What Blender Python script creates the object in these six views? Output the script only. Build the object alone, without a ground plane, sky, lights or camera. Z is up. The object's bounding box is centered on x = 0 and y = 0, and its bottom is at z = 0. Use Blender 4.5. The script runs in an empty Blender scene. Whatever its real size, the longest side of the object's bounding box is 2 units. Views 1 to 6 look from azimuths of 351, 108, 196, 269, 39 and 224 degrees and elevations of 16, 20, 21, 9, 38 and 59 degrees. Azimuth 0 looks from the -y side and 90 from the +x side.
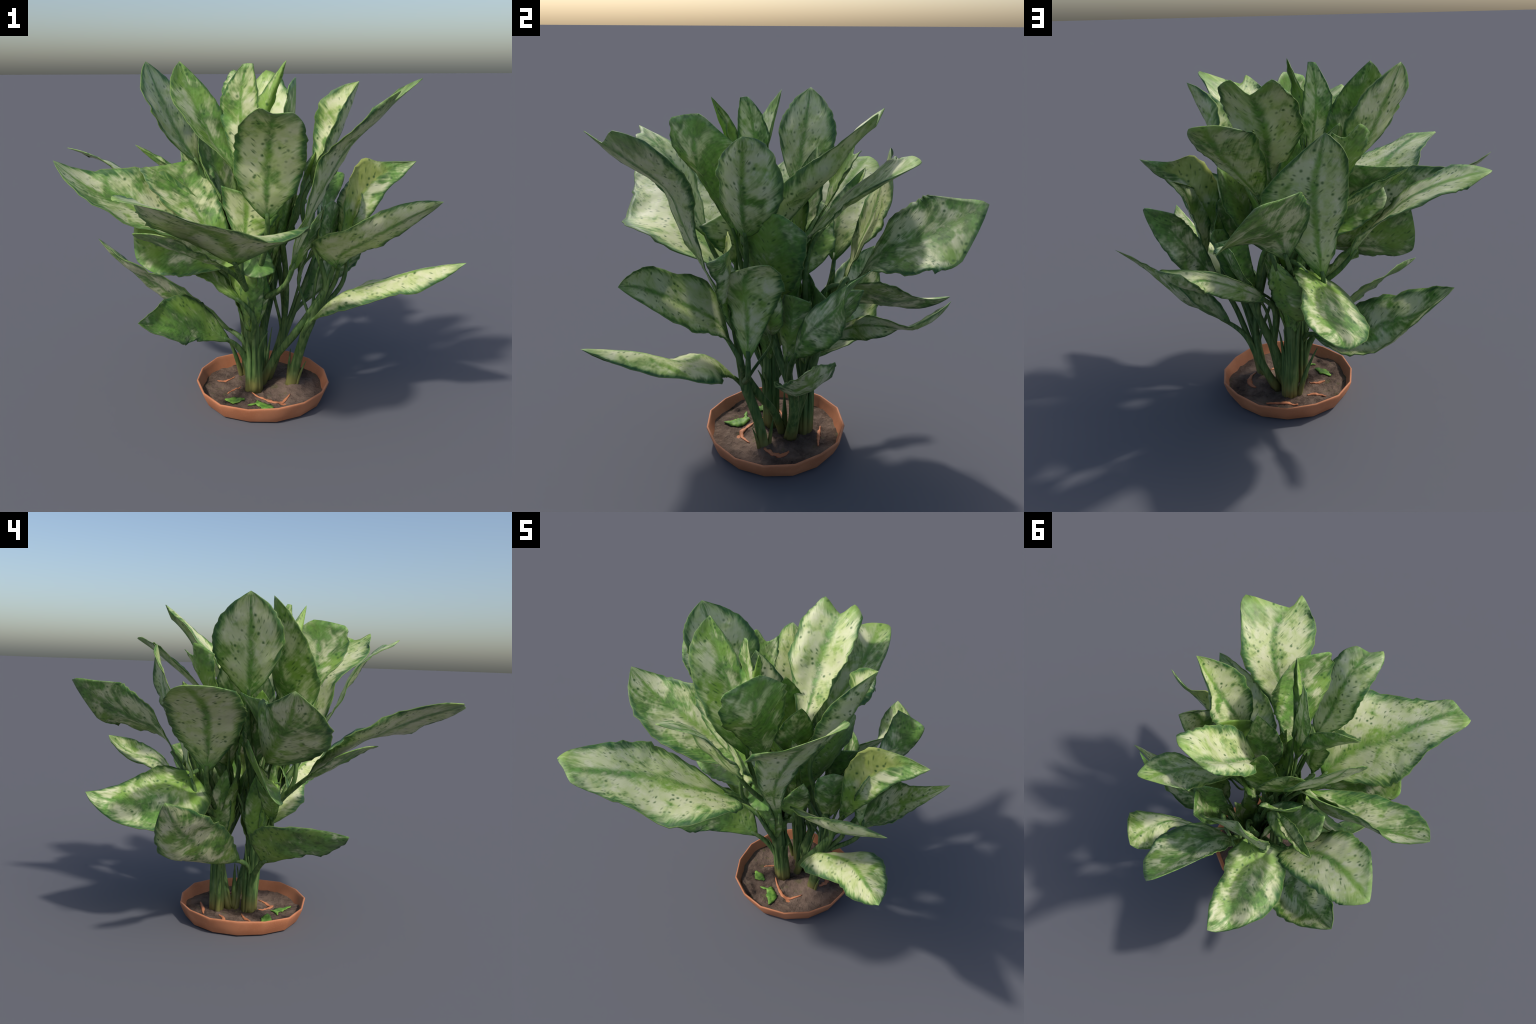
"""Potted variegated foliage plant: a shallow terracotta saucer of soil, a clump of stems and
about forty broad cream-and-green leaves, each lofted through a few cross rows of its blade."""
import bpy, math, random
import numpy as np
from mathutils import Vector, noise

random.seed(7)
scene = bpy.context.scene


# ------------------------------------------------------------------ node helpers
class Nodes:
    def __init__(self, name):
        self.mat = bpy.data.materials.new(name)
        self.mat.use_nodes = True
        self.t = self.mat.node_tree
        self.t.nodes.clear()

    def n(self, kind, **kw):
        node = self.t.nodes.new(kind)
        for k, v in kw.items():
            setattr(node, k, v)
        return node

    def put(self, sock, v):
        if isinstance(v, bpy.types.NodeSocket):
            self.t.links.new(v, sock)
        else:
            sock.default_value = v

    def math(self, op, a, b=0.0, c=0.0, clamp=False):
        m = self.n("ShaderNodeMath", operation=op, use_clamp=clamp)
        for i, v in enumerate((a, b, c)):
            self.put(m.inputs[i], v)
        return m.outputs[0]

    def ramp(self, v, lo, hi, a=0.0, b=1.0):
        m = self.n("ShaderNodeMapRange", interpolation_type="SMOOTHSTEP")
        for i, x in enumerate((v, lo, hi, a, b)):
            self.put(m.inputs[i], x)
        return m.outputs[0]

    def mix(self, f, a, b):
        m = self.n("ShaderNodeMix", data_type="RGBA")
        self.put(m.inputs[0], f)
        for s, v in ((m.inputs[6], a), (m.inputs[7], b)):
            self.put(s, v if isinstance(v, bpy.types.NodeSocket) else (*v, 1.0))
        return m.outputs[2]

    def xyz(self, x, y, z):
        c = self.n("ShaderNodeCombineXYZ")
        for i, v in enumerate((x, y, z)):
            self.put(c.inputs[i], v)
        return c.outputs[0]

    def noise(self, vec, scale, detail=2.0, rough=0.5, dist=0.0):
        m = self.n("ShaderNodeTexNoise")
        self.put(m.inputs["Vector"], vec)
        m.inputs["Scale"].default_value = scale
        m.inputs["Detail"].default_value = detail
        m.inputs["Roughness"].default_value = rough
        m.inputs["Distortion"].default_value = dist
        return m.outputs["Fac"]

    def voronoi(self, vec, scale, rand=1.0):
        m = self.n("ShaderNodeTexVoronoi")
        self.put(m.inputs["Vector"], vec)
        m.inputs["Scale"].default_value = scale
        m.inputs["Randomness"].default_value = rand
        return m

    def prop(self, name):
        return self.n("ShaderNodeAttribute", attribute_type="OBJECT", attribute_name=f'["{name}"]').outputs["Fac"]

    def finish(self, colour, rough, bump=None, strength=0.3, dist=0.004, spec=0.4, thin=0.0):
        out = self.n("ShaderNodeOutputMaterial")
        p = self.n("ShaderNodeBsdfPrincipled")
        self.put(p.inputs["Base Color"], colour)
        self.put(p.inputs["Roughness"], rough)
        p.inputs["Specular IOR Level"].default_value = spec
        nrm = None
        if bump is not None:
            b = self.n("ShaderNodeBump")
            b.inputs["Strength"].default_value = strength
            b.inputs["Distance"].default_value = dist
            self.put(b.inputs["Height"], bump)
            nrm = b.outputs[0]
            self.put(p.inputs["Normal"], nrm)
        shader = p.outputs[0]
        if thin:
            tr = self.n("ShaderNodeBsdfTranslucent")
            self.put(tr.inputs["Color"], colour)
            if nrm:
                self.put(tr.inputs["Normal"], nrm)
            mx = self.n("ShaderNodeMixShader")
            mx.inputs[0].default_value = thin
            self.t.links.new(shader, mx.inputs[1])
            self.t.links.new(tr.outputs[0], mx.inputs[2])
            shader = mx.outputs[0]
        self.t.links.new(shader, out.inputs[0])
        return self.mat


# ------------------------------------------------------------------ materials
def leaf_material():
    """Cream blade, green margin, green midrib with feathered side veins, dark flecks."""
    m = Nodes("variegated_leaf")
    tc = m.n("ShaderNodeTexCoord")
    sep = m.n("ShaderNodeSeparateXYZ")
    m.put(sep.inputs[0], tc.outputs["Generated"])      # blade space: x across, y along
    obj = tc.outputs["Object"]
    seed = m.prop("seed")
    green_share = m.prop("green_share")
    length = m.prop("blade_length")
    width = m.prop("blade_width")
    s = m.math("MULTIPLY_ADD", sep.outputs[0], 2.0, -1.0)
    t = sep.outputs[1]
    a = m.math("ABSOLUTE", s)
    side = m.math("SIGN", s)
    # metric blade coordinates
    am = m.math("MULTIPLY", a, m.math("MULTIPLY", width, 0.5))
    tm = m.math("MULTIPLY", t, length)
    vein = m.math("SUBTRACT", tm, m.math("MULTIPLY", am, 0.75))
    seed9 = m.math("MULTIPLY_ADD", seed, 9.7, m.math("MULTIPLY", side, 3.1))
    veinvec = m.xyz(m.math("MULTIPLY", am, 9.0), m.math("MULTIPLY", vein, 27.0), seed9)
    feather = m.noise(veinvec, 1.0, 3.0, 0.6, 0.3)
    veinvec2 = m.xyz(m.math("MULTIPLY", am, 20.0), m.math("MULTIPLY", vein, 55.0), seed9)
    streak = m.noise(veinvec2, 1.0, 2.0, 0.55, 0.2)
    objs = m.n("ShaderNodeVectorMath", operation="ADD")
    m.put(objs.inputs[0], obj)
    m.put(objs.inputs[1], m.xyz(seed, seed, seed))
    o = objs.outputs[0]
    blotch = m.noise(o, 9.0, 3.0, 0.55, 0.4)
    mid = m.noise(o, 24.0, 3.0, 0.6, 0.3)
    wob = m.math("MULTIPLY", m.math("SUBTRACT", feather, 0.5), 0.55)

    # midrib band and side feathering
    rib = m.math("SUBTRACT", 1.0, m.ramp(m.math("ADD", a, m.math("MULTIPLY", wob, 0.35)), 0.02, 0.19))
    rib = m.math("MULTIPLY", rib, m.ramp(mid, 0.28, 0.5, 0.45, 1.0))
    # margin
    margin = m.ramp(m.math("ADD", a, wob), 0.66, 0.95)
    tipbase = m.ramp(m.math("ADD", t, m.math("MULTIPLY", wob, 0.5)), 0.86, 1.0)
    base = m.math("SUBTRACT", 1.0, m.ramp(m.math("ADD", t, m.math("MULTIPLY", wob, 0.3)), 0.03, 0.2))
    # patches of green over the blade, more on the greener leaves
    thr = m.math("SUBTRACT", 0.665, m.math("MULTIPLY", green_share, 0.40))
    mixn = m.math("ADD", m.math("MULTIPLY", blotch, 0.68), m.math("MULTIPLY", feather, 0.32))
    patch = m.ramp(mixn, m.math("SUBTRACT", thr, 0.05), m.math("ADD", thr, 0.12), 0.0, 0.85)
    # combine
    g = m.math("MAXIMUM", m.math("MAXIMUM", m.math("MULTIPLY", rib, 0.85), m.math("MULTIPLY", margin, 0.96)),
               m.math("MAXIMUM", m.math("MULTIPLY", tipbase, 0.75), m.math("MULTIPLY", base, 0.9)))
    g = m.math("MAXIMUM", g, patch)
    g = m.math("ADD", g, m.math("MULTIPLY", m.math("SUBTRACT", streak, 0.55), 0.35), clamp=True)

    cream = m.mix(m.ramp(blotch, 0.3, 0.7), (0.64, 0.66, 0.40), (0.46, 0.56, 0.20))
    cream = m.mix(m.ramp(mid, 0.45, 0.75, 0.0, 0.6), cream, (0.71, 0.69, 0.51))
    green = m.mix(m.ramp(mid, 0.3, 0.7), (0.024, 0.110, 0.018), (0.090, 0.29, 0.018))
    yellow = m.ramp(m.noise(o, 4.0, 1.0), 0.46, 0.66, 0.0, 0.75)
    green = m.mix(yellow, green, (0.21, 0.38, 0.035))
    green = m.mix(m.math("MULTIPLY", m.ramp(m.math("ADD", a, wob), 0.80, 0.98), 0.75), green, (0.024, 0.095, 0.034))
    col = m.mix(g, cream, green)
    # one leaf is turning yellow over half of its blade
    turn = m.math("MULTIPLY", m.ramp(m.math("ADD", s, wob), -0.1, 0.15, 1.0, 0.0), m.math("MULTIPLY", m.ramp(t, 0.36, 0.44), m.ramp(t, 0.68, 0.86, 1.0, 0.0)))
    col = m.mix(m.math("MULTIPLY", turn, m.math("MULTIPLY", m.prop("yellowing"), 0.7)), col, m.mix(mid, (0.40, 0.50, 0.08), (0.68, 0.66, 0.22)))
    # dark flecks: round ones scattered on the skin, longer ones drawn out along the side veins
    v1 = m.voronoi(o, 31.0)
    spot = m.math("SUBTRACT", 1.0, m.ramp(v1.outputs["Distance"], 0.06, 0.38))
    sepc = m.n("ShaderNodeSeparateColor")
    m.put(sepc.inputs[0], v1.outputs["Color"])
    spot = m.math("MULTIPLY", spot, m.ramp(sepc.outputs[0], 0.40, 0.60))
    v2 = m.voronoi(m.xyz(m.math("MULTIPLY", am, 26.0), m.math("MULTIPLY", vein, 60.0), seed9), 1.0)
    spot2 = m.math("SUBTRACT", 1.0, m.ramp(v2.outputs["Distance"], 0.08, 0.44))
    sepc2 = m.n("ShaderNodeSeparateColor")
    m.put(sepc2.inputs[0], v2.outputs["Color"])
    spot2 = m.math("MULTIPLY", spot2, m.ramp(sepc2.outputs[0], 0.55, 0.72))
    flecks = m.math("MAXIMUM", spot, m.math("MULTIPLY", spot2, 0.85))
    flecks = m.math("MULTIPLY", flecks, m.ramp(m.noise(o, 7.0, 1.0), 0.32, 0.56, 0.25, 0.95))
    col = m.mix(flecks, col, (0.050, 0.135, 0.030))
    # fine pale edge line
    rim = m.ramp(a, 0.972, 0.995, 0.0, 0.35)
    col = m.mix(rim, col, (0.33, 0.42, 0.12))
    height = m.math("ADD", m.math("MULTIPLY", streak, 0.6), m.math("MULTIPLY", rib, -0.8))
    return m.finish(col, 0.52, height, 0.25, 0.004, 0.35, thin=0.08)


def stem_material():
    m = Nodes("green_stem")
    tc = m.n("ShaderNodeTexCoord")
    sep = m.n("ShaderNodeSeparateXYZ")
    m.put(sep.inputs[0], tc.outputs["Object"])
    mp = m.n("ShaderNodeMapping")
    mp.inputs["Scale"].default_value = (60.0, 60.0, 5.0)
    m.put(mp.inputs[0], tc.outputs["Object"])
    streak = m.noise(mp.outputs[0], 1.0, 3.0, 0.6, 0.2)
    blot = m.noise(tc.outputs["Object"], 14.0, 2.0)
    col = m.mix(m.ramp(streak, 0.35, 0.68), (0.045, 0.105, 0.028), (0.135, 0.215, 0.065))
    col = m.mix(m.ramp(blot, 0.55, 0.75, 0.0, 0.6), col, (0.17, 0.24, 0.09))
    # sheath bases just above the soil are ochre and brown
    h = m.math("ADD", sep.outputs[2], m.math("MULTIPLY", m.math("SUBTRACT", blot, 0.5), 0.12))
    foot = m.math("SUBTRACT", 1.0, m.ramp(h, 0.06, 0.18))
    col = m.mix(m.math("MULTIPLY", foot, 0.75), col, (0.20, 0.17, 0.05))
    return m.finish(col, 0.55, streak, 0.4, 0.004, 0.3)


def clay_material():
    m = Nodes("terracotta")
    tc = m.n("ShaderNodeTexCoord")
    o = tc.outputs["Object"]
    big = m.noise(o, 6.0, 3.0, 0.55)
    fine = m.noise(o, 120.0, 2.0)
    col = m.mix(m.ramp(big, 0.3, 0.7), (0.44, 0.160, 0.072), (0.56, 0.22, 0.105))
    col = m.mix(m.ramp(fine, 0.5, 0.8, 0.0, 0.35), col, (0.58, 0.27, 0.16))
    return m.finish(col, 0.62, fine, 0.15, 0.002, 0.3)


def soil_material():
    m = Nodes("potting_soil")
    tc = m.n("ShaderNodeTexCoord")
    o = tc.outputs["Object"]
    big = m.noise(o, 9.0, 4.0, 0.6, 0.4)
    fine = m.noise(o, 70.0, 4.0, 0.7)
    v = m.voronoi(o, 26.0)
    col = m.mix(m.ramp(big, 0.35, 0.65), (0.085, 0.058, 0.045), (0.185, 0.130, 0.100))
    col = m.mix(m.ramp(fine, 0.5, 0.75, 0.0, 0.6), col, (0.23, 0.165, 0.125))
    col = m.mix(m.math("SUBTRACT", 1.0, m.ramp(big, 0.30, 0.36)), col, (0.03, 0.025, 0.022))
    col = m.mix(m.math("MULTIPLY", m.ramp(m.noise(o, 17.0, 2.0), 0.62, 0.7), 0.5), col, (0.12, 0.115, 0.05))
    return m.finish(col, 0.95, m.math("ADD", fine, v.outputs["Distance"]), 0.8, 0.01, 0.1)


def fallen_material():
    m = Nodes("fallen_leaf_green")
    tc = m.n("ShaderNodeTexCoord")
    o = tc.outputs["Object"]
    col = m.mix(m.ramp(m.noise(o, 40.0, 3.0), 0.35, 0.65), (0.085, 0.215, 0.03), (0.20, 0.38, 0.06))
    return m.finish(col, 0.55, None, spec=0.3)


LEAF, STEM, CLAY, SOIL, FALLEN = leaf_material(), stem_material(), clay_material(), soil_material(), fallen_material()

# ------------------------------------------------------------------ scene helpers
plant = bpy.data.objects.new("potted_plant", None)
scene.collection.objects.link(plant)
plant["label"] = "bushy potted plant with broad cream and green variegated leaves"
plant["category"] = "house plant"


def add(name, verts, faces, mat, parent=plant, smooth=True, origin=None):
    me = bpy.data.meshes.new(name)
    v = np.asarray(verts, float)
    org = np.zeros(3) if origin is None else np.asarray(origin, float)
    me.from_pydata([tuple(p) for p in (v - org)], [], faces)
    me.materials.append(mat)
    if smooth:
        me.polygons.foreach_set("use_smooth", [True] * len(me.polygons))
    me.validate()
    me.update()
    ob = bpy.data.objects.new(name, me)
    scene.collection.objects.link(ob)
    ob.location = Vector(org)
    ob.parent = parent
    if parent is not plant and parent is not None:
        ob.matrix_parent_inverse = parent.matrix_world.inverted()
    return ob


def spline(pts, par, q):
    """C1 cubic through points at parameters par, with parabolic ends."""
    pts = np.asarray(pts, float)
    par = np.asarray(par, float)
    n = len(pts)
    if n == 2:
        w = ((q - par[0]) / (par[1] - par[0]))[:, None]
        return pts[0] * (1 - w) + pts[1] * w
    h = np.diff(par)
    d = np.diff(pts, axis=0) / h[:, None]
    m = np.zeros_like(pts)
    for i in range(1, n - 1):
        m[i] = (d[i - 1] * h[i] + d[i] * h[i - 1]) / (h[i - 1] + h[i])
    m[0] = 2 * d[0] - m[1]
    m[-1] = 2 * d[-1] - m[-2]
    k = np.clip(np.searchsorted(par, q, side="right") - 1, 0, n - 2)
    u = ((q - par[k]) / h[k])[:, None]
    hk = h[k][:, None]
    return ((2 * u**3 - 3 * u**2 + 1) * pts[k] + (u**3 - 2 * u**2 + u) * hk * m[k]
            + (-2 * u**3 + 3 * u**2) * pts[k + 1] + (u**3 - u**2) * hk * m[k + 1])


NU, NV, THICK = 16, 28, 0.0035


def across(row, nu=NU):
    """A cross row of the blade, sampled from left edge over midrib to right edge."""
    row = [np.asarray(p, float) for p in row]
    q = np.linspace(0, 1, nu + 1)
    if len(row) == 1:
        return np.repeat(row[0][None], nu + 1, axis=0)
    par = np.linspace(0, 1, len(row))
    smooth = spline(row, par, q)
    lin = np.stack([np.interp(q, par, [p[i] for p in row]) for i in range(3)], axis=1)
    return 0.55 * smooth + 0.45 * lin


def leaf(base, rows, tip=None, green=0.3, yellow=0.0, ripple=0.014, neck=0.012, name="leaf"):
    base = np.asarray(base, float)
    first = [np.asarray(p, float) for p in rows[0]]
    side = first[-1] - first[0]
    side = side / np.linalg.norm(side)
    allrows = [[base - side * neck, base, base + side * neck]] + [list(r) for r in rows]
    if tip is not None:
        allrows.append([tip])
    grid = np.stack([across(r) for r in allrows])                # rows x (nu+1) x 3
    midl = grid[:, NU // 2]
    centre = 0.5 * midl + 0.25 * (grid[:, 0] + grid[:, -1])
    par = np.concatenate([[0], np.cumsum(np.maximum(np.linalg.norm(np.diff(centre, axis=0), axis=1), 0.03))])
    length = par[-1]
    q = np.linspace(0, length, NV + 1)
    P = np.stack([spline(grid[:, j], par, q) for j in range(NU + 1)], axis=1)   # nv+1 x nu+1 x 3
    du = np.gradient(P, axis=1)
    dv = np.gradient(P, axis=0)
    N = np.cross(du, dv)
    N /= np.maximum(np.linalg.norm(N, axis=2, keepdims=True), 1e-9)
    seed = random.uniform(0, 40)
    s = np.linspace(-1, 1, NU + 1)
    # slight waviness toward the margins, quieter at the midrib
    for i in range(NV + 1):
        env = math.sin(math.pi * min(1.0, i / NV * 1.02)) ** 0.7 if i < NV else 0.0
        for j in range(NU + 1):
            w = noise.noise(Vector((seed, s[j] * 1.3, q[i] * 9.0))) + 0.5 * noise.noise(Vector((seed + 7, s[j] * 3, q[i] * 22.0)))
            w += 0.45 * noise.noise(Vector((seed + 13 + (s[j] > 0) * 5, abs(s[j]) * 0.9, (q[i] - 0.09 * abs(s[j])) * 38.0)))
            P[i, j] += N[i, j] * ripple * env * (0.3 + abs(s[j])) * w
    # uneven, slightly notched margin
    for side_j, inner in ((0, 1), (NU, NU - 1)):
        for i in range(1, NV):
            k = 0.07 * noise.noise(Vector((seed + 3 * side_j, q[i] * 26.0, 1.0))) + 0.05 * noise.noise(Vector((seed + 3 * side_j, q[i] * 70.0, 8.0)))
            half = P[i, NU // 2] - P[i, side_j]
            for j in range(NU + 1):
                f = max(0.0, (s[j] if side_j else -s[j])) ** 2
                P[i, j] -= half * k * f
    width = np.linalg.norm(np.diff(P, axis=1), axis=2).sum(axis=1).max()
    fade = 1.0
    top = P + N * THICK * 0.5
    bot = P - N * THICK * 0.5
    nv1, nu1 = NV + 1, NU + 1
    verts = np.concatenate([top.reshape(-1, 3), bot.reshape(-1, 3)])
    flat = np.array([(s[j], q[i] / length, 0.0) for i in range(nv1) for j in range(nu1)])
    flat = np.concatenate([flat + (0, 0, 0.01), flat - (0, 0, 0.01)])
    off = nv1 * nu1
    F = []
    idx = lambda i, j: i * nu1 + j
    for i in range(NV):
        for j in range(NU):
            a, b, c, d = idx(i, j), idx(i, j + 1), idx(i + 1, j + 1), idx(i + 1, j)
            F.append((a, b, c, d))
            F.append((a + off, d + off, c + off, b + off))
    for i in range(NV):
        F.append((idx(i, 0), idx(i + 1, 0), idx(i + 1, 0) + off, idx(i, 0) + off))
        F.append((idx(i, NU), idx(i, NU) + off, idx(i + 1, NU) + off, idx(i + 1, NU)))
    for j in range(NU):
        F.append((idx(0, j), idx(0, j) + off, idx(0, j + 1) + off, idx(0, j + 1)))
        F.append((idx(NV, j), idx(NV, j + 1), idx(NV, j + 1) + off, idx(NV, j) + off))
    # the rest shape is the flat blade, so Generated coordinates run across and along it
    ob = add(name, flat, F, LEAF)
    me = ob.data
    ob.location = Vector(base)
    ob.shape_key_add(name="flat_blade", from_mix=False)
    key = ob.shape_key_add(name="grown_blade", from_mix=False)
    key.data.foreach_set("co", (verts - base).astype(np.float32).ravel())
    key.value = 1.0
    ob["seed"] = seed
    ob["green_share"] = green
    ob["yellowing"] = yellow
    ob["blade_length"] = float(length)
    ob["blade_width"] = float(width)
    return ob, P


def tube(name, pts, radii, mat=STEM, sides=10, flute=0.0, seg=8, parent=plant):
    pts = np.asarray(pts, float)
    par = np.concatenate([[0], np.cumsum(np.linalg.norm(np.diff(pts, axis=0), axis=1))])
    q = np.linspace(0, par[-1], seg * (len(pts) - 1) + 1)
    C = spline(pts, par, q)
    R = np.interp(q, par, radii)
    T = np.gradient(C, axis=0)
    T /= np.linalg.norm(T, axis=1, keepdims=True)
    ref = np.array([0.0, 1.0, 0.0]) if abs(T[0][1]) < 0.9 else np.array([1.0, 0, 0])
    V, F = [], []
    for i, (c, t, r) in enumerate(zip(C, T, R)):
        ref = ref - t * ref.dot(t)
        ref /= np.linalg.norm(ref)
        b = np.cross(t, ref)
        for k in range(sides):
            a = 2 * math.pi * k / sides
            rr = r * (1 + flute * math.cos(3 * a))
            V.append(c + rr * (math.cos(a) * ref + math.sin(a) * b))
    n = len(C)
    for i in range(n - 1):
        for k in range(sides):
            k2 = (k + 1) % sides
            F.append((i * sides + k, i * sides + k2, (i + 1) * sides + k2, (i + 1) * sides + k))
    F.append(tuple(range(sides))[::-1])
    F.append(tuple((n - 1) * sides + k for k in range(sides)))
    return add(name, V, F, mat, parent=parent)


# ------------------------------------------------------------------ saucer and soil
CX, CY = 0.065, 0.048
SIDES = 15


def ring_profile(profile, sides, jitter=0.0, name="saucer"):
    V, F = [], []
    for k in range(sides):
        a = 2 * math.pi * (k + 0.35) / sides
        jr = 1 + jitter * (noise.noise(Vector((math.cos(a) * 2, math.sin(a) * 2, 5.1))))
        for r, z in profile:
            wz = z + (0.020 * noise.noise(Vector((math.cos(a) * 1.7, math.sin(a) * 1.7, 1.3))) if z > 0.06 else 0)
            V.append((CX + r * jr * math.cos(a), CY + r * jr * math.sin(a), wz))
    m = len(profile)
    for k in range(sides):
        k2 = (k + 1) % sides
        for i in range(m - 1):
            F.append((k * m + i, k2 * m + i, k2 * m + i + 1, k * m + i + 1))
    return V, F


prof = [(0.0, 0.0), (0.31, 0.0), (0.336, 0.007), (0.356, 0.048), (0.368, 0.082), (0.371, 0.094), (0.368, 0.099),
        (0.361, 0.098), (0.354, 0.080), (0.332, 0.020), (0.0, 0.012)]
V, F = ring_profile(prof, SIDES, 0.035)
saucer = add("terracotta_saucer", V, F, CLAY)
bev = saucer.modifiers.new("bevel", "BEVEL")
bev.width, bev.segments, bev.limit_method, bev.angle_limit = 0.004, 2, "ANGLE", math.radians(25)
saucer.data.polygons.foreach_set("use_smooth", [True] * len(saucer.data.polygons))


def soil_height(x, y):
    r = math.hypot(x - CX, y - CY)
    h = 0.032 + 0.018 * noise.noise(Vector((x * 7, y * 7, 2.0))) + 0.006 * noise.noise(Vector((x * 19, y * 19, 4.0)))
    h += 0.0035 * noise.noise(Vector((x * 55, y * 55, 9.0)))
    for (sx, sy, amp, wid) in ((0.01, 0.01, 0.012, 0.09), (0.013, 0.2, 0.010, 0.08), (0.23, 0.03, 0.022, 0.075), (0.17, 0.12, 0.014, 0.08)):
        h += amp * math.exp(-((x - sx) ** 2 + (y - sy) ** 2) / wid**2)
    # a dug hole at the front
    h -= 0.022 * math.exp(-((x - 0.15) ** 2 + (y + 0.13) ** 2) / 0.03**2)
    h += 0.010 * abs(noise.noise(Vector((x * 30, y * 30, 6.0))))
    return h + 0.004 * max(0.0, (r - 0.25) / 0.08)


V, F = [], []
nr, na = 34, 90
V.append((CX, CY, soil_height(CX, CY)))
for i in range(1, nr + 1):
    for k in range(na):
        a = 2 * math.pi * k / na
        r = 0.338 * i / nr
        x, y = CX + r * math.cos(a), CY + r * math.sin(a)
        V.append((x, y, soil_height(x, y)))
for k in range(na):
    F.append((0, 1 + k, 1 + (k + 1) % na))
for i in range(nr - 1):
    for k in range(na):
        k2 = (k + 1) % na
        F.append((1 + i * na + k, 1 + (i + 1) * na + k, 1 + (i + 1) * na + k2, 1 + i * na + k2))
soil = add("potting_soil", V, F, SOIL)


def strip_on_soil(name, path, widths, mat, lift=0.006, thick=0.006, jag=0.0):
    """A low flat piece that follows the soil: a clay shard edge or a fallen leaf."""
    path = np.asarray(path, float)
    par = np.concatenate([[0], np.cumsum(np.linalg.norm(np.diff(path, axis=0), axis=1))])
    q = np.linspace(0, par[-1], 22)
    C = spline(path, par, q)
    W = np.interp(q, par, widths)
    T = np.gradient(C, axis=0)
    T /= np.linalg.norm(T, axis=1, keepdims=True)
    S = np.stack([-T[:, 1], T[:, 0]], axis=1)
    V, F = [], []
    for lv in (lift, lift - thick):
        for i in range(len(q)):
            for e in (-1, -0.33, 0.33, 1):
                jg = 1 + jag * (random.random() - 0.5) * (abs(e) == 1)
                x, y = C[i] + S[i] * W[i] * e * jg
                V.append((x, y, soil_height(x, y) + lv - 0.002 * abs(e) * (lv == lift)))
    n = len(q)
    o = n * 4
    for i in range(n - 1):
        for e in range(3):
            a = i * 4 + e
            F.append((a, a + 1, a + 5, a + 4))
            F.append((a + o, a + 4 + o, a + 5 + o, a + 1 + o))
        F.append((i * 4, i * 4 + 4, i * 4 + 4 + o, i * 4 + o))
        F.append((i * 4 + 3, i * 4 + 3 + o, i * 4 + 7 + o, i * 4 + 7))
    for a in range(3):
        F.append((a, a + o, a + 1 + o, a + 1))
        b = (n - 1) * 4 + a
        F.append((b, b + 1, b + 1 + o, b + o))
    return add(name, V, F, mat, parent=soil)


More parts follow.
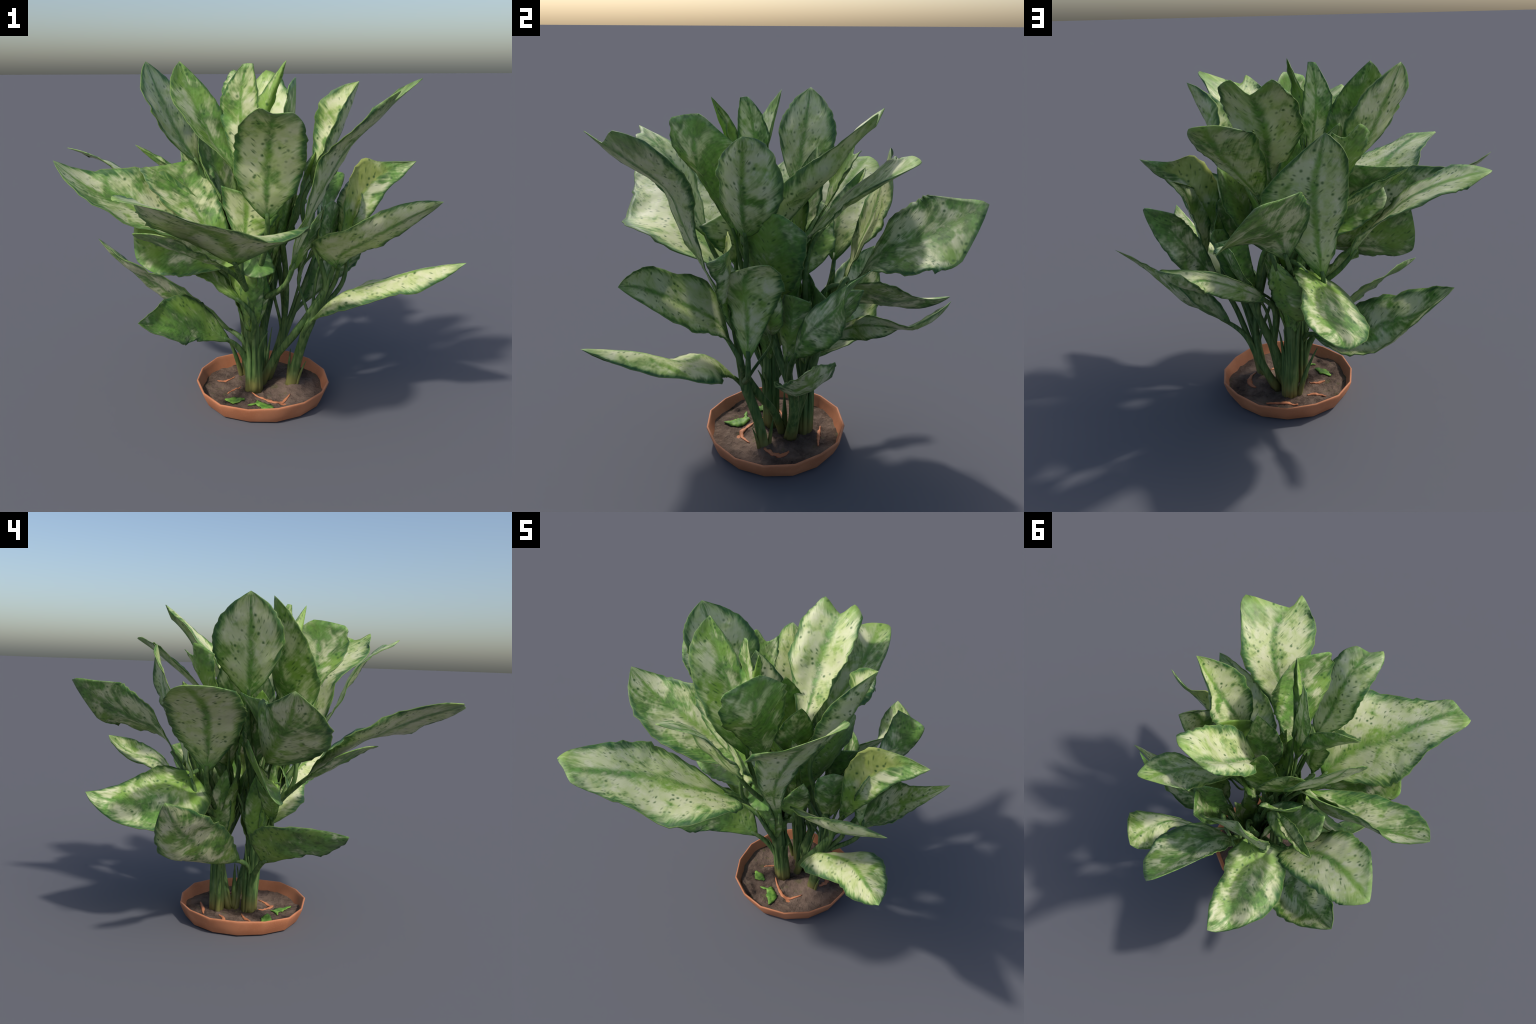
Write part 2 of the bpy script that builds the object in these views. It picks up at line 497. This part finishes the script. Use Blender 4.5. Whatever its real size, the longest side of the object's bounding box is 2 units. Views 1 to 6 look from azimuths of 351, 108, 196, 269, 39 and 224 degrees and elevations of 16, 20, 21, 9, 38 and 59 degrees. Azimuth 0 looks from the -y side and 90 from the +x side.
# ------------------------------------------------------------------ leaves
# base of blade, cross rows (left edge .. midrib .. right edge), tip; greener leaves have a higher share
LEAVES = [
    # upper crown
    ((-.264, .047, 1.295), [[(-.324, .229, 1.628), (-.412, .045, 1.56), (-.516, -.10, 1.634)]], (-.50, .053, 1.792), .30),
    ((-.05, -.19, 1.12), [[(-.14, -.32, 1.32), (-.09, -.19, 1.27), (-.07, -.10, 1.30)],
                          [(-.26, -.29, 1.45), (-.185, -.12, 1.40), (-.11, -.07, 1.43)],
                          [(-.39, -.19, 1.635), (-.27, -.09, 1.58), (-.17, -.07, 1.60)]], (-.344, -.06, 1.791), .62),
    ((-.03, -.12, 1.15), [[(-.13, -.10, 1.42), (-.05, -.12, 1.40), (.03, -.15, 1.42)],
                          [(-.16, -.067, 1.597), (-.07, -.115, 1.59), (.012, -.17, 1.61)],
                          [(-.06, -.14, 1.775), (-.04, -.145, 1.78), (-.015, -.165, 1.778)]], None, .45),
    ((0.0, -.13, 1.36), [[(.0, -.15, 1.52), (.025, -.185, 1.51), (.055, -.17, 1.53)],
                         [(.028, -.175, 1.65), (.06, -.225, 1.64), (.09, -.20, 1.67)]], (.122, -.255, 1.792), .75),
    ((.12, .06, 1.16), [[(0, .17, 1.36), (.05, .18, 1.33), (.10, .20, 1.34), (.19, .14, 1.33), (.24, .08, 1.38)],
                       [(-.10, .29, 1.53), (-.015, .25, 1.50), (.066, .34, 1.50), (.22, .27, 1.475), (.26, .222, 1.53)],
                       [(-.10, .39, 1.64), (-.03, .385, 1.655), (.075, .41, 1.61), (.20, .36, 1.61), (.262, .33, 1.61)],
                       [(-.07, .47, 1.70), (-.022, .51, 1.755), (.082, .491, 1.688), (.16, .51, 1.752), (.236, .465, 1.715)]], None, .24),
    ((.05, -.17, 1.12), [[(.03, -.38, 1.40), (.10, -.27, 1.37), (.14, -.12, 1.40)],
                         [(.055, -.48, 1.55), (.14, -.34, 1.53), (.16, -.113, 1.562)],
                         [(.08, -.485, 1.64), (.089, -.47, 1.686), (.154, -.303, 1.718), (.17, -.2, 1.65), (.16, -.13, 1.59)]], None, .65),
    ((.30, -.03, 1.20), [[(.35, -.13, 1.43), (.455, .01, 1.43), (.36, .165, 1.44)],
                         [(.429, -.09, 1.575), (.51, .035, 1.565), (.386, .125, 1.608)]], (.56, .055, 1.696), .35),
    ((.165, -.203, .80), [[(.31, -.265, 1.18), (.26, -.34, 1.18), (.195, -.415, 1.19)],
                          [(.435, -.215, 1.40), (.40, -.37, 1.425), (.25, -.50, 1.42)],
                          [(.51, -.22, 1.515), (.49, -.46, 1.54), (.33, -.64, 1.52)],
                          [(.62, -.33, 1.665), (.691, -.431, 1.711), (.505, -.597, 1.625), (.495, -.687, 1.668), (.39, -.662, 1.60)]], None, .28),
    ((.02, -.34, 1.09), [[(-.13, -.44, 1.28), (.0, -.44, 1.26), (.14, -.46, 1.26)],
                         [(-.149, -.528, 1.469), (-.005, -.53, 1.455), (.149, -.574, 1.43)],
                         [(-.12, -.70, 1.575), (-.081, -.741, 1.61), (-.02, -.70, 1.585), (.063, -.684, 1.587), (.11, -.64, 1.55)]], None, .28),
    ((.145, .20, 1.15), [[(.24, .36, 1.32), (.19, .34, 1.29), (.06, .36, 1.36)],
                         [(.33, .43, 1.41), (.23, .46, 1.40), (.04, .55, 1.53)],
                         [(.34, .56, 1.505), (.275, .71, 1.58), (.161, .666, 1.587), (.04, .57, 1.54)]], None, .40),
    ((-.195, .324, .813), [[(.0, .45, 1.10), (-.19, .41, 1.06), (-.28, .36, 1.05)],
                           [(.04, .54, 1.24), (-.19, .475, 1.265), (-.33, .40, 1.25)],
                           [(-.06, .565, 1.38), (-.22, .50, 1.43), (-.33, .515, 1.47)]], (-.247, .52, 1.545), .15),
    ((-.22, .2, 1.2), [[(-.36, .22, 1.40), (-.27, .29, 1.38), (-.22, .33, 1.44)],
                       [(-.39, .22, 1.50), (-.362, .326, 1.553), (-.30, .33, 1.49), (-.25, .38, 1.52)]], None, .7),
    # middle tier
    ((-.15, -.08, .95), [[(-.38, -.27, 1.0), (-.38, -.05, .99), (-.38, .0, 1.24)],
                         [(-.585, -.333, 1.084), (-.575, -.09, 1.105), (-.569, -.022, 1.30)],
                         [(-.801, -.303, 1.21), (-.76, -.13, 1.20), (-.777, -.037, 1.293)]], (-.937, -.142, 1.357), .45),
    ((-.12, -.28, .86), [[(-.44, -.345, 1.05), (-.33, -.42, 1.03), (-.2, -.49, 1.03), (-.0, -.54, 1.05), (.177, -.568, 1.093)],
                         [(-.555, -.43, 1.14), (-.45, -.56, 1.15), (-.34, -.66, 1.155), (-.17, -.75, 1.12), (-.005, -.826, 1.117)],
                         [(-.57, -.58, 1.235), (-.50, -.70, 1.235), (-.42, -.79, 1.225), (-.32, -.85, 1.19), (-.218, -.896, 1.177)],
                         [(-.63, -.85, 1.315), (-.629, -.931, 1.312), (-.55, -.96, 1.30), (-.459, -.997, 1.284), (-.40, -.97, 1.25)]], None, .30),
    ((-.18, -.24, .84), [[(-.36, -.29, .93), (-.36, -.37, .95), (-.31, -.44, .98)],
                         [(-.57, -.355, 1.03), (-.588, -.415, 1.066), (-.50, -.52, 1.085), (-.419, -.597, 1.08)]], None, .6),
    ((-.08, -.22, .93), [[(-.16, -.21, 1.11), (-.06, -.22, 1.08), (.06, -.28, 1.05)],
                         [(-.18, -.24, 1.235), (-.07, -.27, 1.20), (.067, -.36, 1.15)]], None, .35),
    ((-.12, -.10, .92), [[(-.40, -.10, 1.09), (-.28, -.06, 1.06), (-.15, -.05, 1.08)],
                         [(-.555, -.03, 1.295), (-.42, .04, 1.30), (-.28, .09, 1.315), (-.19, .08, 1.28)]], None, .55),
    ((-.32, .25, .91), [[(-.42, .40, 1.10), (-.48, .24, 1.11), (-.46, .09, 1.11)],
                        [(-.745, .42, 1.28), (-.69, .25, 1.27), (-.64, .06, 1.26)],
                        [(-.83, .40, 1.30), (-.885, .37, 1.343), (-.927, .311, 1.364), (-.85, .2, 1.36), (-.754, .098, 1.337)]], None, .18),
    ((-.06, .14, .90), [[(-.20, .08, 1.10), (-.22, .17, 1.03), (-.25, .26, 1.0)],
                        [(-.32, .08, 1.20), (-.35, .17, 1.11), (-.37, .24, 1.07)],
                        [(-.43, .07, 1.225), (-.446, .1, 1.218), (-.47, .15, 1.18), (-.46, .2, 1.14)]], None, .65),
    ((-.2, .2, 1.1), [[(-.38, .24, 1.25), (-.40, .29, 1.22), (-.40, .33, 1.27)]], (-.58, .352, 1.37), .6),
    ((-.10, -.12, .82), [[(-.33, .04, 1.02), (-.34, -.04, .86), (-.36, -.14, .78)],
                         [(-.575, .045, 1.11), (-.60, -.02, .96), (-.59, -.07, .845), (-.50, -.12, .785)]], None, .7),
    ((-.05, .44, .94), [[(-.197, .563, 1.215), (-.04, .56, 1.09), (.12, .55, 1.04)],
                        [(-.195, .66, 1.3), (-.05, .72, 1.165), (.172, .70, 1.07)],
                        [(-.189, .714, 1.34), (-.15, .85, 1.345), (-.087, .996, 1.344), (.10, .909, 1.127), (.14, .819, 1.091)]], None, .55),
    ((.45, -.05, .74), [[(.267, -.218, .933), (.44, -.13, .84), (.52, -.05, .80)],
                        [(.40, -.337, 1.03), (.515, -.26, .935), (.61, -.10, .85)],
                        [(.62, -.362, 1.136), (.655, -.34, 1.045), (.72, -.19, .95)]], (.874, -.345, 1.143), .25),
    ((.45, -.03, .80), [[(.46, -.06, 1.0), (.52, -.03, .97), (.57, -.04, .95)],
                        [(.486, -.05, 1.2), (.57, .0, 1.11), (.646, -.03, 1.05)],
                        [(.583, .005, 1.313), (.655, .02, 1.20), (.731, .003, 1.155)],
                        [(.691, .046, 1.287), (.75, .05, 1.25), (.80, .015, 1.21)]], (.881, .028, 1.289), .55),
    ((.525, .06, .72), [[(.52, -.035, .96), (.56, .07, .95), (.50, .17, .96)],
                        [(.56, -.04, 1.10), (.61, .08, 1.14), (.53, .22, 1.10)]], (.64, .19, 1.215), .35),
    ((.37, .23, .68), [[(.43, .31, .95), (.46, .31, .85), (.44, .36, .76)],
                       [(.43, .44, 1.06), (.49, .43, .99), (.508, .463, .88)],
                       [(.435, .569, 1.166), (.53, .54, 1.17), (.633, .50, 1.161), (.60, .49, 1.05)]], None, .6),
    # inner leaves that close the heart of the plant
    ((.16, .05, .82), [[(.2, -.06, 1.06), (.28, .07, 1.06), (.28, .22, 1.02)],
                       [(.27, -.06, 1.28), (.33, .05, 1.33), (.37, .16, 1.34), (.34, .26, 1.26)]], None, .75),
    ((.12, .20, .62), [[(.25, .37, .78), (.22, .30, .76), (.16, .23, .70)],
                       [(.34, .37, .96), (.28, .32, .97), (.20, .27, .97)]], None, .75),
    ((.02, .40, .90), [[(.06, .37, .75), (-.03, .41, .74), (-.12, .41, .79)],
                       [(.01, .27, .59), (-.06, .31, .555), (-.125, .29, .58)]], None, .8),
    ((.29, .17, .60), [[(.29, .14, .77), (.35, .20, .80), (.31, .27, .79)],
                       [(.35, .17, .97), (.39, .23, .985), (.38, .30, .96)]], None, .7),
    ((.31, .10, .74), [[(.37, .08, .89), (.42, .13, .88), (.39, .18, .89)]], (.40, .13, 1.05), .7),
    ((.15, .29, .66), [[(.15, .44, .83), (.22, .39, .82), (.28, .33, .84)],
                       [(.19, .50, .97), (.25, .44, .985), (.31, .38, .97)]], None, .7),
    ((-.05, .06, 1.0), [[(-.25, .03, 1.30), (-.17, .13, 1.28), (-.07, .22, 1.30)]], (-.24, .16, 1.53), .65),
    ((.36, -.02, .76), [[(.33, -.11, .94), (.40, -.05, .94), (.45, .02, .93)],
                        [(.35, -.12, 1.09), (.41, -.06, 1.11), (.46, .0, 1.06)]], None, .7),
    ((.18, -.10, .74), [[(.20, -.22, .93), (.26, -.18, .95), (.30, -.11, .92)]], (.32, -.2, 1.10), .65),
    ((.0, -.12, .95), [[(-.06, -.15, .88), (.0, -.155, .88), (.06, -.15, .88)],
                       [(-.075, -.185, .78), (.0, -.21, .765), (.085, -.19, .785)]], None, .75),
    ((.02, .10, .95), [[(-.08, .08, 1.2), (.0, .13, 1.18), (.08, .20, 1.2)]], (-.02, .13, 1.45), .6),
    ((.10, .0, .95), [[(.06, -.10, 1.2), (.14, -.02, 1.18), (.20, .06, 1.2)]], (.20, -.04, 1.42), .6),
    ((-.08, .0, .92), [[(-.16, .08, 1.13), (-.15, -.0, 1.1), (-.16, -.09, 1.13)]], (-.26, -.02, 1.33), .6),
    ((-.07, -.10, .60), [[(-.19, -.02, .78), (-.20, -.09, .72), (-.205, -.13, .70)],
                         [(-.31, .0, .90), (-.31, -.06, .80), (-.30, -.115, .765)]], None, .8),
    # lower tier
    ((-.10, .34, .86), [[(-.09, .47, .89), (-.2, .42, .81), (-.25, .23, .735)],
                        [(-.164, .60, .865), (-.285, .60, .73), (-.449, .49, .619)],
                        [(-.20, .73, .80), (-.33, .71, .74), (-.402, .72, .663)]], (-.317, .871, .783), .55),
    ((.10, .32, .66), [[(.16, .47, .82), (.16, .45, .765), (.19, .475, .715)],
                       [(.38, .645, .93), (.32, .62, .87), (.29, .63, .815)],
                       [(.465, .735, .955), (.35, .75, .89), (.23, .77, .885)]], (.281, .883, 1.01), .4),
    ((.33, .23, .46), [[(.44, .165, .575), (.45, .26, .535), (.40, .39, .61)],
                       [(.603, .209, .652), (.56, .29, .60), (.53, .36, .625), (.522, .41, .69), (.525, .455, .755)],
                       [(.70, .29, .735), (.71, .37, .785), (.64, .415, .815)]], (.854, .426, .911), .55),
    ((.31, -.071, .465), [[(.385, -.30, .60), (.44, -.18, .655), (.47, -.08, .57)],
                          [(.60, -.335, .665), (.60, -.20, .70), (.656, -.03, .65)],
                          [(.77, -.42, .73), (.775, -.35, .81), (.84, -.233, .755)]], (.937, -.499, .882), .28),
    ((-.10, .08, .37), [[(-.34, .40, .455), (-.33, .27, .45), (-.35, .13, .605)],
                        [(-.488, .47, .543), (-.49, .375, .505), (-.50, .31, .595), (-.495, .25, .65), (-.50, .18, .69)],
                        [(-.652, .465, .687), (-.665, .35, .685), (-.685, .25, .775)]], (-.812, .396, .85), .5),
    ((-.136, -.06, .38), [[(-.269, .011, .573), (-.275, -.14, .485), (-.30, -.25, .47)],
                          [(-.446, -.152, .67), (-.43, -.295, .585), (-.405, -.40, .535)],
                          [(-.505, -.30, .672), (-.51, -.36, .615), (-.49, -.435, .585)]], (-.586, -.453, .661), .8),
]
def ring_of_blades(cx, cy, foot, n, z0, z1, z2, r1, r2, width, turn):
    """Short upright blades fanning out of a cane: the crowded bases of the older leaves."""
    out = []
    for k in range(n):
        a = turn + 2 * math.pi * (k + random.uniform(-.25, .25)) / n
        d, t = np.array([math.cos(a), math.sin(a), 0]), np.array([-math.sin(a), math.cos(a), 0])
        c = np.array([cx, cy, 0])
        zt = z2 + random.uniform(-.06, .08)
        w = width * random.uniform(.8, 1.2)
        p0 = c + d * foot + (0, 0, z0)
        p1 = c + d * r1 + (0, 0, z1)
        p2 = c + d * r2 * random.uniform(.85, 1.15) + t * random.uniform(-.05, .05) + (0, 0, zt)
        lift = d * w * .30
        out.append((tuple(p0), [[p1 - t * w - lift * .2, p1 + lift * .4, p1 + t * w - lift * .2]], tuple(p2), random.uniform(.55, .9)))
    return out


INNER = ring_of_blades(.0, .19, .030, 7, .44, .66, .90, .085, .16, .055, .4)
INNER += ring_of_blades(-.01, -.02, .030, 7, .42, .64, .88, .085, .16, .055, .1)
INNER += [b for b in ring_of_blades(.06, .05, .05, 9, .74, 1.0, 1.28, .13, .20, .075, .9) if .6 * b[2][0] - .8 * b[2][1] > -.03]
for base, rows, tip, green in INNER:
    leaf(base, rows, tip, green, name="sheath_leaf")
for base, rows, tip, green in LEAVES:
    leaf(base, rows, tip, green, yellow=1.0 if base == (.45, -.03, .80) else 0.0)

# ------------------------------------------------------------------ stems and leaf stalks
# stout canes: foot, a joint, top
tube("cane", [(.005, .01, .02), (.004, .0, .25), (-.01, -.01, .50), (-.03, -.04, .72)], [.034, .032, .040, .026], flute=.14, sides=18)
tube("cane", [(.013, .20, .02), (.01, .20, .25), (0, .19, .50), (-.01, .18, .78)], [.034, .032, .040, .026], flute=.14, sides=18)
tube("cane", [(.22, .034, .02), (.245, .02, .20), (.31, -.03, .44), (.38, -.03, .62)], [.030, .020, .026, .016], flute=.08, sides=14)
tube("cane", [(.06, .09, .02), (.13, .06, .20), (.24, .0, .38), (.36, -.04, .60)], [.024, .020, .022, .012], flute=.08, sides=14)
tube("cane", [(.05, .13, .02), (.09, .20, .30), (.16, .27, .55), (.22, .32, .74)], [.022, .022, .020, .012], flute=.08, sides=14)

CANES = {
    "A": [(.005, .01, .04), (.002, .0, .28), (-.01, -.01, .52)],
    "B": [(.013, .20, .04), (.01, .20, .28), (.0, .19, .55)],
    "C": [(.22, .034, .04), (.25, .02, .20), (.31, -.03, .44), (.38, -.03, .60)],
    "E": [(.10, .14, .04), (.18, .18, .22)],
    "D": [(.05, .13, .04), (.09, .20, .30), (.16, .27, .55)],
}
for base, rows, tip, green in LEAVES:
    b = np.array(base)
    row = rows[0]
    ahead = np.array(row[len(row) // 2]) - b
    ahead /= np.linalg.norm(ahead)
    # each stalk rises with the nearest cane and leaves it below its blade
    def reach(c):
        pts = [p for p in CANES[c] if p[2] < b[2] - .1] or CANES[c][:1]
        return math.hypot(pts[-1][0] - b[0], pts[-1][1] - b[1])
    which = min(CANES, key=reach)
    ang = random.uniform(0, 2 * math.pi)
    off = np.array([math.cos(ang), math.sin(ang), 0]) * random.uniform(.012, .034 if which in "AB" else .014)
    path = [np.array(p) + off * (1 - .25 * k) for k, p in enumerate(CANES[which]) if k == 0 or p[2] < b[2] - .16]
    if len(path) == 1 and b[2] < .45:
        path[0] = path[0] + (b - path[0]) * (.12, .12, 0)
    path += [b - ahead * .06 - np.array([0, 0, .01]), b + ahead * .04]
    n = len(path)
    r0, r1 = (.011, .006) if green in (.7, .75) else (.021, .010)
    tube("leaf_stalk", path, list(np.linspace(r0, r1, n)), seg=7, flute=.08)

# old sheaths wrapped round the two main canes, each ending in a torn tip
for cane in "AB":
    for k in range(9):
        a = 2 * math.pi * (k + random.uniform(-.3, .3)) / 9
        c0, c1, c2 = (np.array(p) for p in CANES[cane])
        d = np.array([math.cos(a), math.sin(a), 0])
        top = random.uniform(.35, .72)
        r = random.uniform(.010, .017)
        pts = [c0 + d * .030 - (0, 0, .02), c1 * .5 + c0 * .5 + d * .033, c1 + d * random.uniform(.028, .040)]
        if top > .45:
            pts.append(c2 + d * random.uniform(.035, .055))
        pts.append(pts[-1] + d * random.uniform(.01, .05) + np.array([0, 0, random.uniform(.10, .22)]))
        tube("leaf_sheath", pts, list(np.linspace(r, r * .75, len(pts) - 1)) + [r * .12], seg=5, flute=.10, sides=8)

# young sheaths and shoots around the feet
for (x, y, dx, dy, h, r) in ((-.035, .19, -.10, -.02, .30, .016), (.06, .10, .02, .0, .26, .018), 
                             (.05, .16, .04, .03, .22, .014), (.21, .06, .02, .03, .20, .012), (.25, .02, .05, -.02, .16, .010), (.09, .13, .05, .05, .3, .012)):
    tube("shoot", [(x, y, .035), (x + dx * .35, y + dy * .35, .04 + h * .45), (x + dx, y + dy, .04 + h)], [r, r * .8, r * .15], seg=6)

# ------------------------------------------------------------------ litter on the soil
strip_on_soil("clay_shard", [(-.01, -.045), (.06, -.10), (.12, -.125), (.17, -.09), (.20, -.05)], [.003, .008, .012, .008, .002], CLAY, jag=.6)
strip_on_soil("clay_shard", [(-.14, .00), (-.11, .03), (-.06, .05)], [.003, .008, .002], CLAY, jag=.6)
strip_on_soil("clay_shard", [(.22, .17), (.27, .13), (.26, .05)], [.004, .014, .006], CLAY, jag=.5)
strip_on_soil("clay_shard", [(.12, .30), (.03, .28), (-.05, .27)], [.004, .010, .003], CLAY, jag=.6)
strip_on_soil("clay_shard", [(-.18, .16), (-.13, .15), (-.08, .18)], [.004, .009, .003], CLAY, jag=.6)
strip_on_soil("fallen_leaf", [(-.16, -.06), (-.11, -.09), (-.06, -.10)], [.006, .030, .006], FALLEN, lift=.010, jag=.4)
strip_on_soil("fallen_leaf", [(.0, -.13), (.05, -.17), (.08, -.24)], [.018, .034, .004], FALLEN, lift=.010, jag=.3)
strip_on_soil("fallen_leaf", [(-.05, -.155), (-.02, -.15), (.0, -.14)], [.003, .010, .003], FALLEN, lift=.008)
